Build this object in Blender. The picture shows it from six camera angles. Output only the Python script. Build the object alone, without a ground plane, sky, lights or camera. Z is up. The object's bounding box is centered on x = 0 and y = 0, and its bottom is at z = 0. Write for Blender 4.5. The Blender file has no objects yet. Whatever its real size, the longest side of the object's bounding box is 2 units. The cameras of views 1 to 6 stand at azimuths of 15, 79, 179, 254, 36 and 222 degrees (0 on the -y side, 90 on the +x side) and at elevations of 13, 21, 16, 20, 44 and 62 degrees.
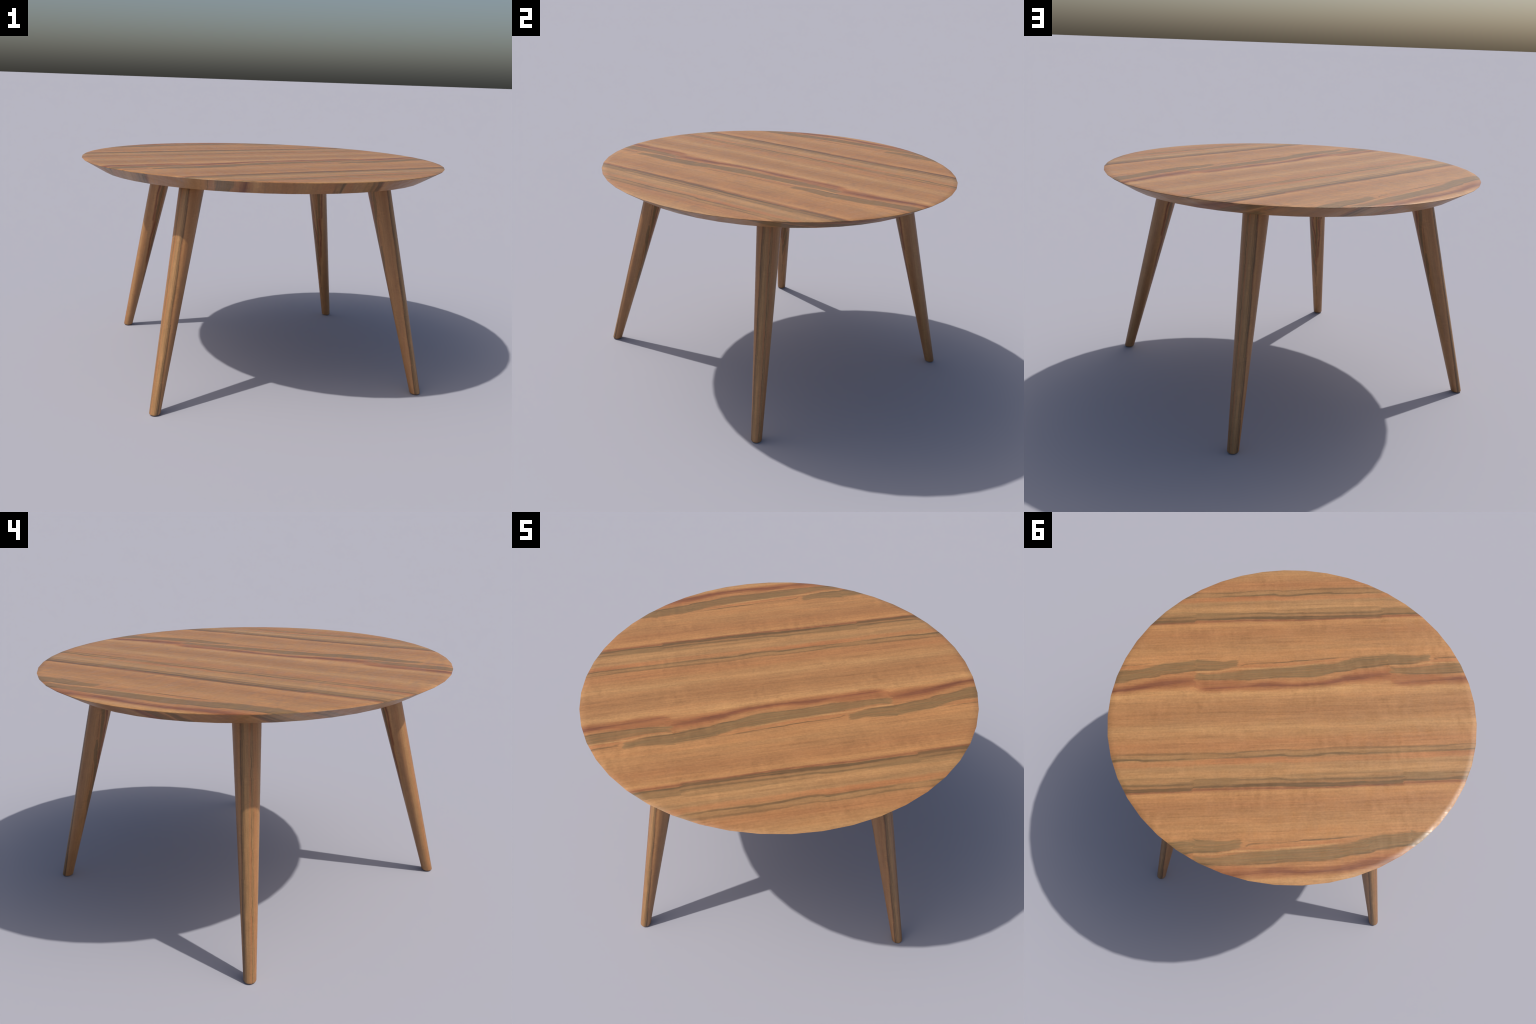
"""Round wooden table: bevelled 48-sided disc top on four splayed, tapered legs.

The wood is one procedural "plank veneer": a repeating sheet (period PERIOD both
ways) crossed by named grain bands whose centre lines, widths and strengths run
along the grain as smooth curves.  Top, underside and legs each lay that sheet
over themselves in their own direction and scale.
"""
import bpy, bmesh, math
from mathutils import Vector

# ------------------------------------------------------------------ dimensions
SIDES = 48                 # facets of the round top
R_TOP, Z_TOP = 1.000, 1.1803
R_LOW, Z_LOW = 0.886, 1.1113        # lower edge of the under-bevel
FOOT_REACH, HEAD_REACH = 0.988, 0.692   # leg axis distance from centre at floor / at underside
FOOT_R, HEAD_R = 0.0279, 0.0631         # leg radii
LEG_AZIMUTHS = (75.0, 165.0, 255.0, 345.0)
PERIOD = 1.09              # repeat of the veneer sheet
SHEET_START = -0.53        # where along the grain a sheet begins
LEG_ALONG, LEG_ACROSS = 3.84, 4.07   # the sheet is that much finer on the legs


def tone(r, g, b):
    """Colour as seen in full light -> base colour (the light is stronger and bluer than white)."""
    f = lambda c: ((c / 255 + 0.055) / 1.055) ** 2.4
    return tuple(f(c) * k for c, k in zip((r, g, b), LIGHT)) + (1.0,)


LIGHT = (0.738, 0.715, 0.600)

# ------------------------------------------------------------------ node helper
class Net:
    def __init__(self, tree):
        self.t = tree

    def node(self, kind, **props):
        n = self.t.nodes.new(kind)
        for k, v in props.items():
            setattr(n, k, v)
        return n

    def put(self, sock, v):
        if isinstance(v, bpy.types.NodeSocket):
            self.t.links.new(v, sock)
        elif v is not None:
            sock.default_value = v

    def m(self, op, a, b=None, c=None, clamp=False):
        n = self.node('ShaderNodeMath', operation=op, use_clamp=clamp)
        for i, v in enumerate((a, b, c)):
            if v is not None:
                self.put(n.inputs[i], v)
        return n.outputs[0]

    def step(self, v, lo, hi, out_lo=0.0, out_hi=1.0):
        n = self.node('ShaderNodeMapRange', interpolation_type='SMOOTHSTEP')
        for k, x in zip(('Value', 'From Min', 'From Max', 'To Min', 'To Max'), (v, lo, hi, out_lo, out_hi)):
            self.put(n.inputs[k], x)
        return n.outputs[0]

    def vec(self, x, y, z=0.0):
        n = self.node('ShaderNodeCombineXYZ')
        for i, v in enumerate((x, y, z)):
            self.put(n.inputs[i], v)
        return n.outputs[0]

    def noise(self, vector, scale=1.0, detail=2.0, rough=0.5):
        n = self.node('ShaderNodeTexNoise')
        self.put(n.inputs['Vector'], vector)
        n.inputs['Scale'].default_value = scale
        n.inputs['Detail'].default_value = detail
        n.inputs['Roughness'].default_value = rough
        return n.outputs['Fac']

    def mix(self, fac, a, b, mode='MIX'):
        n = self.node('ShaderNodeMix', data_type='RGBA', blend_type=mode)
        self.put(n.inputs[0], fac)
        self.put(n.inputs[6], a)
        self.put(n.inputs[7], b)
        return n.outputs[2]

    def curve(self, t, pts, lo, hi):
        """Smooth curve through (t, value) control points, t in 0..1."""
        n = self.node('ShaderNodeFloatCurve')
        cv = n.mapping.curves[0]
        span = max(hi - lo, 1e-9)
        q = [(p[0], min(1, max(0, (p[1] - lo) / span))) for p in pts]
        while len(cv.points) < len(q):
            cv.points.new(0.5, 0.5)
        for cp, (x, y) in zip(cv.points, q):
            cp.location = (x, y)
            cp.handle_type = 'AUTO_CLAMPED'
        n.mapping.use_clip = False
        n.mapping.extend = 'HORIZONTAL'
        n.mapping.update()
        self.put(n.inputs['Value'], t)
        return self.m('MULTIPLY_ADD', n.outputs[0], span, lo)

    def along(self, t, pts):
        if isinstance(pts, (int, float)):
            return float(pts)
        v = [p[1] for p in pts]
        return self.curve(t, pts, min(v), max(v))

    def ramp(self, fac, stops):
        n = self.node('ShaderNodeValToRGB')
        el = n.color_ramp.elements
        while len(el) < len(stops):
            el.new(0.5)
        for e, (p, c) in zip(el, stops):
            e.position = p
            e.color = c
        self.put(n.inputs[0], fac)
        return n.outputs[0]


# ------------------------------------------------------------------ the grain bands
OLIVE = tone(140, 112, 78)
OLIVE_DARK = tone(111, 88, 61)
LINE = tone(111, 88, 61)
RED = tone(130, 79, 57)
RED_SOFT = tone(163, 104, 69)
ORANGE = tone(188, 126, 84)
PALE = tone(203, 155, 108)

# each band: colour, centre line, half width, soft edge, strength; the last three
# may be numbers or curves along the grain (t = 0..1 over one sheet)
BANDS = [
    # red streak with its dark core, under the broad olive band
    (RED_SOFT, [(0, -.190), (.10, -.170), (.20, -.170), (.33, -.160), (.43, -.167), (.52, -.162), (.61, -.166),
                (.71, -.178), (.78, -.192), (.91, -.205), (1, -.206)],
     [(0, .026), (.10, .034), (.20, .030), (.30, .022), (.43, .023), (.52, .015), (.71, .018), (.80, .026), (.92, .033), (1, .031)],
     .020, [(0, .75), (.1, .85), (.5, .8), (1, .9)]),
    (RED, [(0, -.150), (.10, -.153), (.167, -.157), (.264, -.165), (.36, -.170), (.44, -.163), (.52, -.157), (.61, -.161),
           (.71, -.175), (.81, -.194), (.91, -.205), (1, -.214)],
     [(0, .003), (.167, .006), (.264, .004), (.36, .012), (.44, .009), (.52, .005), (.61, .007), (.75, .013), (.9, .012), (1, .006)],
     .017, [(0, .12), (.12, .6), (.24, .55), (.36, .85), (.55, .85), (.75, .9), (.9, .75), (1, .4)]),
    (RED, [(0, -.150), (.167, -.156), (.36, -.163), (.52, -.156), (.71, -.173), (.91, -.199), (1, -.21)],
     .002, .005, [(0, 0), (.12, .5), (.24, .4), (.36, .7), (.6, .6), (.8, .6), (1, 0)]),
    # broad olive band that drifts across the sheet, and its tail on the next sheet
    (OLIVE, [(0, -.243), (.10, -.231), (.20, -.234), (.33, -.241), (.43, -.247), (.61, -.252), (.71, -.266), (.78, -.278),
             (.85, -.298), (.92, -.303), (1, -.310)],
     [(0, .018), (.10, .020), (.20, .027), (.33, .034), (.43, .032), (.61, .040), (.71, .030), (.78, .037), (.92, .037), (1, .034)],
     .009, [(0, .15), (.03, .85), (.15, .85), (.3, .95), (.6, 1), (1, .95)]),
    (OLIVE, [(0, -.316), (.10, -.307), (.16, -.310), (.218, -.316), (1, -.316)],
     [(0, .039), (.10, .032), (.218, .021), (1, .021)], .009, [(0, .95), (.20, .9), (.215, .8), (.228, 0), (1, 0)]),
    (OLIVE_DARK, [(0, -.281), (.10, -.279), (.20, -.287), (.5, -.30), (.66, -.228), (.72, -.240), (.78, -.243), (.85, -.264), (.92, -.270), (1, -.281)],
     .0035, .004, [(0, .7), (.10, .5), (.18, .1), (.25, 0), (.60, 0), (.68, .5), (.90, .7), (1, .7)]),
    (OLIVE_DARK, [(0, -.226), (.10, -.213), (.20, -.207), (.33, -.209), (.43, -.217), (.61, -.215), (1, -.23)],
     .003, .004, [(0, .55), (.2, .6), (.33, .6), (.5, .35), (.62, .2), (.7, 0), (1, 0)]),
    # thin dark vein and the pale lines either side of it
    (PALE, [(0, -.270), (.10, -.268), (.20, -.279), (.33, -.279), (.43, -.283), (.62, -.296), (.70, -.306), (1, -.306)],
     .004, .006, [(0, .8), (.4, .75), (.62, .6), (.72, 0), (.97, 0), (1, .4)]),
    (ORANGE, [(0, -.295), (.25, -.295), (.33, -.296), (.62, -.310), (.75, -.320), (1, -.32)],
     .006, .006, [(0, 0), (.2, 0), (.28, .5), (.62, .5), (.75, .2), (.82, 0), (1, 0)]),
    (LINE, [(0, -.30), (.222, -.298), (.26, -.312), (.333, -.315), (.448, -.316), (.515, -.324), (.62, -.327), (.687, -.330), (.807, -.338), (1, -.338)],
     .0026, .0045, [(0, 0), (.215, 0), (.25, .75), (.5, .9), (.62, .8), (.74, .5), (.82, 0), (1, 0)]),
    (OLIVE, [(0, -.325), (.24, -.326), (.45, -.328), (.62, -.337), (1, -.337)],
     .002, .005, [(0, 0), (.22, 0), (.27, .45), (.4, .3), (.5, 0), (.6, .4), (.7, .3), (.8, 0), (1, 0)]),
    (PALE, [(0, -.126), (.10, -.108), (.23, -.116), (.36, -.113), (.49, -.112), (.61, -.115), (.74, -.130), (.87, -.135), (1, -.130)],
     .008, .016, [(0, .5), (.2, .6), (.45, .9), (.75, 1), (1, .6)]),
    # close pair of thin dark veins with an orange margin
    (OLIVE, [(0, .270), (.25, .270), (.44, .266), (.49, .274), (.7, .265), (1, .272)], .015, .010, .26),
    (LINE, [(0, .253), (.10, .256), (.164, .259), (.24, .254), (.43, .249), (.48, .256), (.59, .252), (.65, .247), (.77, .248), (.90, .252), (1, .254)],
     [(0, .003), (.6, .003), (.72, .006), (.95, .006), (1, .003)], .0055, [(0, .55), (.3, .6), (.62, .45), (.8, .55), (1, .55)]),
    (OLIVE_DARK, [(0, .287), (.10, .285), (.256, .286), (.333, .283), (.404, .281), (.487, .292), (.585, .288), (.703, .280), (.755, .286), (.85, .288), (1, .286)],
     [(0, .0026), (.2, .004), (.5, .006), (.75, .005), (1, .0026)], .006, [(0, .6), (.2, .75), (.5, .9), (.7, .9), (1, .75)]),
    (ORANGE, [(0, .307), (.25, .307), (.41, .306), (.49, .313), (.7, .311), (1, .312)], .014, .011,
     [(0, .65), (.25, .85), (.45, .75), (.6, .5), (1, .55)]),
    (RED_SOFT, [(0, .298), (.26, .297), (.40, .294), (.5, .302), (1, .300)], .005, .007,
     [(0, .05), (.2, .15), (.28, .55), (.4, .5), (.46, .1), (.9, 0), (1, .2)]),
    # greenish margin, then the dark olive vein with its red underline
    (OLIVE, [(0, .345), (.25, .347), (.41, .349), (.6, .352), (1, .348)], .006, .010, [(0, .35), (.3, .35), (.45, .15), (1, .3)]),
    (OLIVE, [(0, .404), (.45, .404), (.58, .400), (.70, .398), (.95, .399), (1, .400)], .005, .008,
     [(0, .2), (.1, .1), (.42, .1), (.5, .45), (.9, .5), (1, .35)]),
    (OLIVE, [(0, .430), (.10, .432), (.2, .430), (.3, .430), (.48, .438), (.7, .440), (.96, .440), (1, .433)],
     [(0, .024), (.10, .024), (.2, .022), (.3, .018), (.7, .016), (1, .018)], .008, [(0, .65), (.15, .7), (.25, .4), (.6, .35), (1, .65)]),
    (OLIVE_DARK, [(0, .412), (.10, .414), (.22, .418), (.31, .418), (.40, .420), (.48, .430), (.58, .428), (.70, .432), (.85, .436), (1, .434)],
     .0045, .006, [(0, .1), (.15, .15), (.25, .55), (.5, .6), (.9, .65), (1, .5)]),
    (OLIVE_DARK, [(0, .4525), (.10, .4535), (.19, .4535), (.28, .451), (.37, .4535), (.46, .4575), (.57, .461), (.66, .462), (.79, .462), (.88, .4635), (.975, .463), (1, .4555)],
     [(0, .0045), (.10, .005), (.19, .006), (.28, .009), (.46, .011), (.57, .013), (.66, .010), (.97, .010), (1, .006)], .006,
     [(0, .9), (.2, .9), (.6, .95), (1, .85)]),
    (RED, [(0, .4665), (.10, .468), (.19, .468), (.31, .470), (.43, .475), (.57, .479), (.66, .478), (.79, .476), (.975, .478), (1, .470)],
     .0028, .006, [(0, .6), (.3, .7), (.6, .7), (1, .55)]),
]

# slow change of the ground colour across the sheet (position in metres, colour)
GROUND = [
    (-.620, (172, 118, 80)), (-.600, (194, 143, 97)), (-.570, (188, 136, 92)), (-.530, (178, 127, 86)), (-.470, (181, 132, 90)),
    (-.410, (188, 139, 95)), (-.350, (192, 140, 95)), (-.270, (182, 128, 86)), (-.140, (190, 138, 94)),
    (-.110, (199, 150, 105)), (-.070, (184, 136, 94)), (.000, (174, 126, 86)), (.055, (180, 132, 91)),
    (.105, (193, 147, 103)), (.150, (186, 138, 95)), (.200, (182, 129, 88)), (.240, (184, 132, 90)),
    (.270, (176, 133, 92)), (.340, (183, 139, 98)), (.385, (192, 146, 102)), (.430, (172, 130, 90)),
]


def grain_group():
    g = bpy.data.node_groups.new("wood_grain", 'ShaderNodeTree')
    for nm in ("Along", "Across"):
        g.interface.new_socket(nm, in_out='INPUT', socket_type='NodeSocketFloat')
    g.interface.new_socket("Color", in_out='OUTPUT', socket_type='NodeSocketColor')
    g.interface.new_socket("Height", in_out='OUTPUT', socket_type='NodeSocketFloat')
    g.interface.new_socket("Roughness", in_out='OUTPUT', socket_type='NodeSocketFloat')
    n = Net(g)
    gi, go = n.node('NodeGroupInput'), n.node('NodeGroupOutput')
    a, b = gi.outputs[0], gi.outputs[1]
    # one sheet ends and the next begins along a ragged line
    rag = n.noise(n.vec(n.m('MULTIPLY', a, 6.0), n.m('MULTIPLY', b, 70.0), 5.5), 1.0, 3.0, 0.6)
    run = n.m('ADD', n.m('SUBTRACT', a, SHEET_START), n.m('MULTIPLY', n.m('SUBTRACT', rag, 0.5), 0.07))
    t = n.m('FRACT', n.m('MULTIPLY', run, 1 / PERIOD))
    # small waviness of every fibre
    wob = n.noise(n.vec(n.m('MULTIPLY', a, 7.0), n.m('MULTIPLY', b, 16.0)), 1.0, 3.0, 0.6)
    wb = n.m('ADD', b, n.m('MULTIPLY', n.m('SUBTRACT', wob, 0.5), 0.009))
    fine = n.noise(n.vec(n.m('MULTIPLY', a, 22.0), n.m('MULTIPLY', b, 60.0)), 1.0, 2.0, 0.6)
    wb = n.m('ADD', wb, n.m('MULTIPLY', n.m('SUBTRACT', fine, 0.5), 0.0028))
    # ground tone
    start = GROUND[0][0]
    pos = n.m('FRACT', n.m('MULTIPLY', n.m('SUBTRACT', wb, start), 1 / PERIOD))
    stops = [((p - start) / PERIOD, tone(*c)) for p, c in GROUND] + [(1.0, tone(*GROUND[0][1]))]
    col = n.ramp(pos, stops)
    # long soft streaks
    s1 = n.noise(n.vec(n.m('MULTIPLY', a, 1.6), n.m('MULTIPLY', b, 42.0), 3.1), 1.0, 4.0, 0.62)
    s2 = n.noise(n.vec(n.m('MULTIPLY', a, 5.0), n.m('MULTIPLY', b, 150.0), 7.7), 1.0, 2.0, 0.5)
    patch = n.noise(n.vec(n.m('MULTIPLY', a, 6.0), n.m('MULTIPLY', b, 12.0), 1.7), 1.0, 2.0, 0.5)
    # the veins; their strength breathes a little along the fibre
    breathe = n.step(s2, 0.25, 0.62, 0.78, 1.0)
    fibre = n.noise(n.vec(n.m('MULTIPLY', a, 16.0), n.m('MULTIPLY', b, 120.0), 4.4), 1.0, 3.0, 0.65)
    fray = n.m('SUBTRACT', fibre, 0.5)
    feather = n.m('SUBTRACT', n.noise(n.vec(n.m('MULTIPLY', a, 4.5), n.m('MULTIPLY', wb, 150.0), 14.0), 1.0, 3.0, 0.6), 0.5)
    comes = n.m('SUBTRACT', n.noise(n.vec(n.m('MULTIPLY', a, 11.0), n.m('MULTIPLY', b, 25.0), 15.0), 1.0, 3.0, 0.6), 0.45)
    fleck = n.noise(n.vec(n.m('MULTIPLY', a, 70.0), n.m('MULTIPLY', b, 90.0), 2.2), 1.0, 3.0, 0.65)
    mottle = n.step(fleck, 0.3, 0.62, 0.86, 1.0)
    breathe = n.m('MULTIPLY', breathe, mottle)
    for i, (c, centre, half, soft, power) in enumerate(BANDS):
        d = n.m('SUBTRACT', wb, n.along(t, centre))
        d = n.m('SUBTRACT', n.m('FRACT', n.m('MULTIPLY_ADD', d, 1 / PERIOD, 0.5)), 0.5)
        side = n.m('MULTIPLY', d, PERIOD)
        d = n.m('ABSOLUTE', side)
        h = n.along(t, half)
        edge = n.m('ADD', n.m('SUBTRACT', d, h), n.m('MULTIPLY', fray, soft * 1.3 + 0.006))
        if c == OLIVE:                      # broad bands feather out into single fibres
            edge = n.m('ADD', edge, n.m('MULTIPLY', feather, 0.022))
        elif c == LINE or c == OLIVE_DARK:  # thin veins come and go
            edge = n.m('ADD', edge, n.m('MULTIPLY', comes, 0.007))
        mask = n.step(edge, -soft * 0.6, soft, 1.0, 0.0)
        mask = n.m('MULTIPLY', n.m('MULTIPLY', mask, n.along(t, power)), breathe)
        if c in (OLIVE, OLIVE_DARK, RED, RED_SOFT):
            # every dark band is itself a bundle of fine veins that run with it
            v = n.noise(n.vec(n.m('MULTIPLY', a, 3.0), n.m('MULTIPLY', side, 190.0), i * 3.7), 1.0, 3.0, 0.6)
            mask = n.m('MULTIPLY', mask, n.step(v, 0.30, 0.60, 0.70, 1.08))
            if c == OLIVE:
                c = n.mix(n.step(v, 0.55, 0.75, 0.0, 0.45), OLIVE, OLIVE_DARK)
        col = n.mix(mask, col, c)
    # brightness grain
    s3 = n.noise(n.vec(n.m('MULTIPLY', a, 2.4), n.m('MULTIPLY', b, 85.0), 8.3), 1.0, 3.0, 0.6)
    pore = n.noise(n.vec(n.m('MULTIPLY', a, 30.0), n.m('MULTIPLY', b, 260.0), 6.1), 1.0, 2.0, 0.5)
    figure = n.noise(n.vec(n.m('MULTIPLY', a, 26.0), n.m('MULTIPLY', b, 9.0), 11.0), 1.0, 2.0, 0.55)
    where = n.step(n.noise(n.vec(n.m('MULTIPLY', a, 3.0), n.m('MULTIPLY', b, 5.0), 12.0), 1.0, 1.0, 0.5), 0.45, 0.65)
    k = n.m('MULTIPLY_ADD', n.m('MULTIPLY', n.m('SUBTRACT', figure, 0.5), where), 0.42, 1.0)
    for grain, amount in ((s1, 0.36), (s2, 0.34), (s3, 0.30), (patch, 0.28), (fleck, 0.48), (pore, 0.18)):
        k = n.m('ADD', k, n.m('MULTIPLY', n.m('SUBTRACT', grain, 0.5), amount))
    col = n.mix(1.0, col, n.vec(k, k, k), 'MULTIPLY')
    # faint warm / green drift of hue
    hue = n.noise(n.vec(n.m('MULTIPLY', a, 2.5), n.m('MULTIPLY', b, 30.0), 9.0), 1.0, 2.0, 0.5)
    col = n.mix(n.step(hue, 0.35, 0.7, 0.0, 0.35), col, n.mix(1.0, col, (1.06, 0.95, 0.90, 1), 'MULTIPLY'))
    n.put(go.inputs[0], col)
    n.put(go.inputs[1], n.m('ADD', s2, n.m('MULTIPLY', fleck, 0.5)))
    # sheen is uneven: scuffed across, streaky along
    dull = n.m('ADD', n.m('MULTIPLY', n.m('SUBTRACT', figure, 0.5), 0.36), n.m('MULTIPLY', n.m('SUBTRACT', s2, 0.5), 0.25))
    n.put(go.inputs[2], n.m('ADD', dull, 0.41))
    return g


def wood_material(name, group, lay):
    mat = bpy.data.materials.new(name)
    mat.use_nodes = True
    tr = mat.node_tree
    tr.nodes.clear()
    n = Net(tr)
    sep = n.node('ShaderNodeSeparateXYZ')
    n.put(sep.inputs[0], n.node('ShaderNodeTexCoord').outputs['Object'])
    a, b = lay(n, *sep.outputs)
    w = n.node('ShaderNodeGroup')
    w.node_tree = group
    n.put(w.inputs[0], a)
    n.put(w.inputs[1], b)
    bump = n.node('ShaderNodeBump')
    bump.inputs['Strength'].default_value = 0.12
    bump.inputs['Distance'].default_value = 0.002
    n.put(bump.inputs['Height'], w.outputs[1])
    bs = n.node('ShaderNodeBsdfPrincipled')
    n.put(bs.inputs['Base Color'], w.outputs[0])
    n.put(bs.inputs['Roughness'], w.outputs[2])
    bs.inputs['IOR'].default_value = 1.5
    n.put(bs.inputs['Normal'], bump.outputs[0])
    out = n.node('ShaderNodeOutputMaterial')
    n.put(out.inputs[0], bs.outputs[0])
    return mat


def direction(n, x, y, degrees):
    c, s = math.cos(math.radians(degrees)), math.sin(math.radians(degrees))
    return n.m('ADD', n.m('MULTIPLY', x, c), n.m('MULTIPLY', y, s))


def lay_top(n, x, y, z):
    return direction(n, x, y, 225), direction(n, x, y, 135)


def lay_under(n, x, y, z):
    # the sheet below turns slowly from one half of the disc to the other
    w = n.step(direction(n, x, y, 115), -0.45, 0.45)
    front = n.m('ADD', direction(n, x, y, 17), -0.045)
    back = n.m('MULTIPLY_ADD', direction(n, x, y, 40), 1.08, 0.015)
    b = n.m('ADD', n.m('MULTIPLY', front, n.m('SUBTRACT', 1.0, w)), n.m('MULTIPLY', back, w))
    return direction(n, x, y, 110), b


def lay_leg(side):
    def lay(n, x, y, z):
        up = n.m('MULTIPLY', z, 1 / Z_LOW)
        dx = n.m('SUBTRACT', x, n.m('MULTIPLY', up, HEAD_REACH - FOOT_REACH))
        r = n.m('MULTIPLY_ADD', up, HEAD_R - FOOT_R, FOOT_R)
        arc = n.m('MULTIPLY', n.m('ARCTAN2', y, dx), r)
        b = n.m('ADD', n.m('MULTIPLY_ADD', up, 0.017, 0.335), n.m('MULTIPLY', arc, side * LEG_ACROSS))
        a = n.m('MULTIPLY_ADD', n.m('SUBTRACT', z, 1.010), LEG_ALONG, SHEET_START)
        return a, b
    return lay


# ------------------------------------------------------------------ geometry
def ring(bm, radius, z, sides, cx=0.0):
    return [bm.verts.new((cx + radius * math.cos(2 * math.pi * i / sides), radius * math.sin(2 * math.pi * i / sides), z))
            for i in range(sides)]


def bridge(bm, lo, hi, mat=0):
    n = len(lo)
    out = []
    for i in range(n):
        f = bm.faces.new((lo[i], lo[(i + 1) % n], hi[(i + 1) % n], hi[i]))
        f.material_index = mat
        f.smooth = True
        out.append(f)
    return out


def finish_mesh(bm, name, mats):
    bmesh.ops.recalc_face_normals(bm, faces=bm.faces)
    me = bpy.data.meshes.new(name)
    bm.to_mesh(me)
    bm.free()
    for m in mats:
        me.materials.append(m)
    return me


def tabletop_mesh(mats):
    bm = bmesh.new()
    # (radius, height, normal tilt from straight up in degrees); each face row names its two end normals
    under_tilt = 90 + math.degrees(math.atan2(R_TOP - R_LOW, Z_TOP - Z_LOW))
    rows = [(R_LOW, Z_LOW), (R_TOP - 0.0020, Z_TOP - 0.0052), (R_TOP, Z_TOP - 0.0024), (R_TOP - 0.030, Z_TOP)]
    rings = [ring(bm, r, z, SIDES) for r, z in rows]
    bottom = bm.faces.new(list(reversed(rings[0])))
    bottom.material_index = 1
    bridge(bm, rings[0], rings[1], 1)
    bridge(bm, rings[1], rings[2], 0)
    bridge(bm, rings[2], rings[3], 0)
    # the flat top as a fan of rings keeps shading even
    inner = ring(bm, 0.5, Z_TOP, SIDES)
    bridge(bm, rings[3], inner, 0)
    cap = bm.faces.new(inner)
    cap.smooth = True
    me = finish_mesh(bm, "tabletop", mats)
    # shading normals: flat top rolls over into the rim, bevel stays crisp
    def nrm(co, tilt):
        r = math.hypot(co.x, co.y) or 1.0
        s, c = math.sin(math.radians(tilt)), math.cos(math.radians(tilt))
        return Vector((co.x / r * s, co.y / r * s, c))
    rim_tilt = 19.0
    normals = []
    for p in me.polygons:
        low = p.center.z
        for li in p.loop_indices:
            co = me.vertices[me.loops[li].vertex_index].co
            r = math.hypot(co.x, co.y)
            if p.material_index == 1:
                tilt = 180.0 if len(p.vertices) > 4 else under_tilt
            elif co.z < Z_TOP - 0.004:
                tilt = 80.0
            elif co.z < Z_TOP - 0.0005:
                tilt = rim_tilt
            else:
                tilt = 0.0
            normals.append(nrm(co, tilt))
    me.normals_split_custom_set(normals)
    return me


def leg_mesh(name, mat):
    bm = bmesh.new()
    sides = 40
    slope = (HEAD_REACH - FOOT_REACH) / Z_LOW
    radius = lambda z: FOOT_R + (HEAD_R - FOOT_R) * z / Z_LOW
    rings = []
    edge = 0.008                                   # rounded foot
    for i in range(6):
        q = math.pi / 2 * i / 5
        z = edge * (1 - math.cos(q))
        rings.append(ring(bm, radius(z) - edge * (1 - math.sin(q)), z, sides, slope * z))
    for i in range(1, 25):
        z = edge + (Z_LOW + 0.012 - edge) * i / 24
        rings.append(ring(bm, radius(z), z, sides, slope * z))
    for lo, hi in zip(rings, rings[1:]):
        bridge(bm, lo, hi)
    bm.faces.new(list(reversed(rings[0])))
    bm.faces.new(rings[-1])
    me = finish_mesh(bm, name, [mat])
    return me


# ------------------------------------------------------------------ build
group = grain_group()
top_mat = wood_material("wood_top", group, lay_top)
under_mat = wood_material("wood_underside", group, lay_under)
leg_mats = [wood_material("wood_leg", group, lay_leg(-1)), wood_material("wood_leg_mirrored", group, lay_leg(+1))]

coll = bpy.context.scene.collection
table = bpy.data.objects.new("round_table", None)
table["label"] = "round wooden table with four splayed tapered legs"
table["category"] = "table"
coll.objects.link(table)

top = bpy.data.objects.new("tabletop", tabletop_mesh([top_mat, under_mat]))
top.parent = table
coll.objects.link(top)

leg_data = [leg_mesh("leg", leg_mats[0]), leg_mesh("leg_mirrored", leg_mats[1])]
for i, az in enumerate(LEG_AZIMUTHS):
    leg = bpy.data.objects.new("leg", leg_data[(i + 1) % 2])
    rad = math.radians(az)
    leg.location = (FOOT_REACH * math.cos(rad), FOOT_REACH * math.sin(rad), 0)
    leg.rotation_euler = (0, 0, rad)
    leg.parent = table
    coll.objects.link(leg)
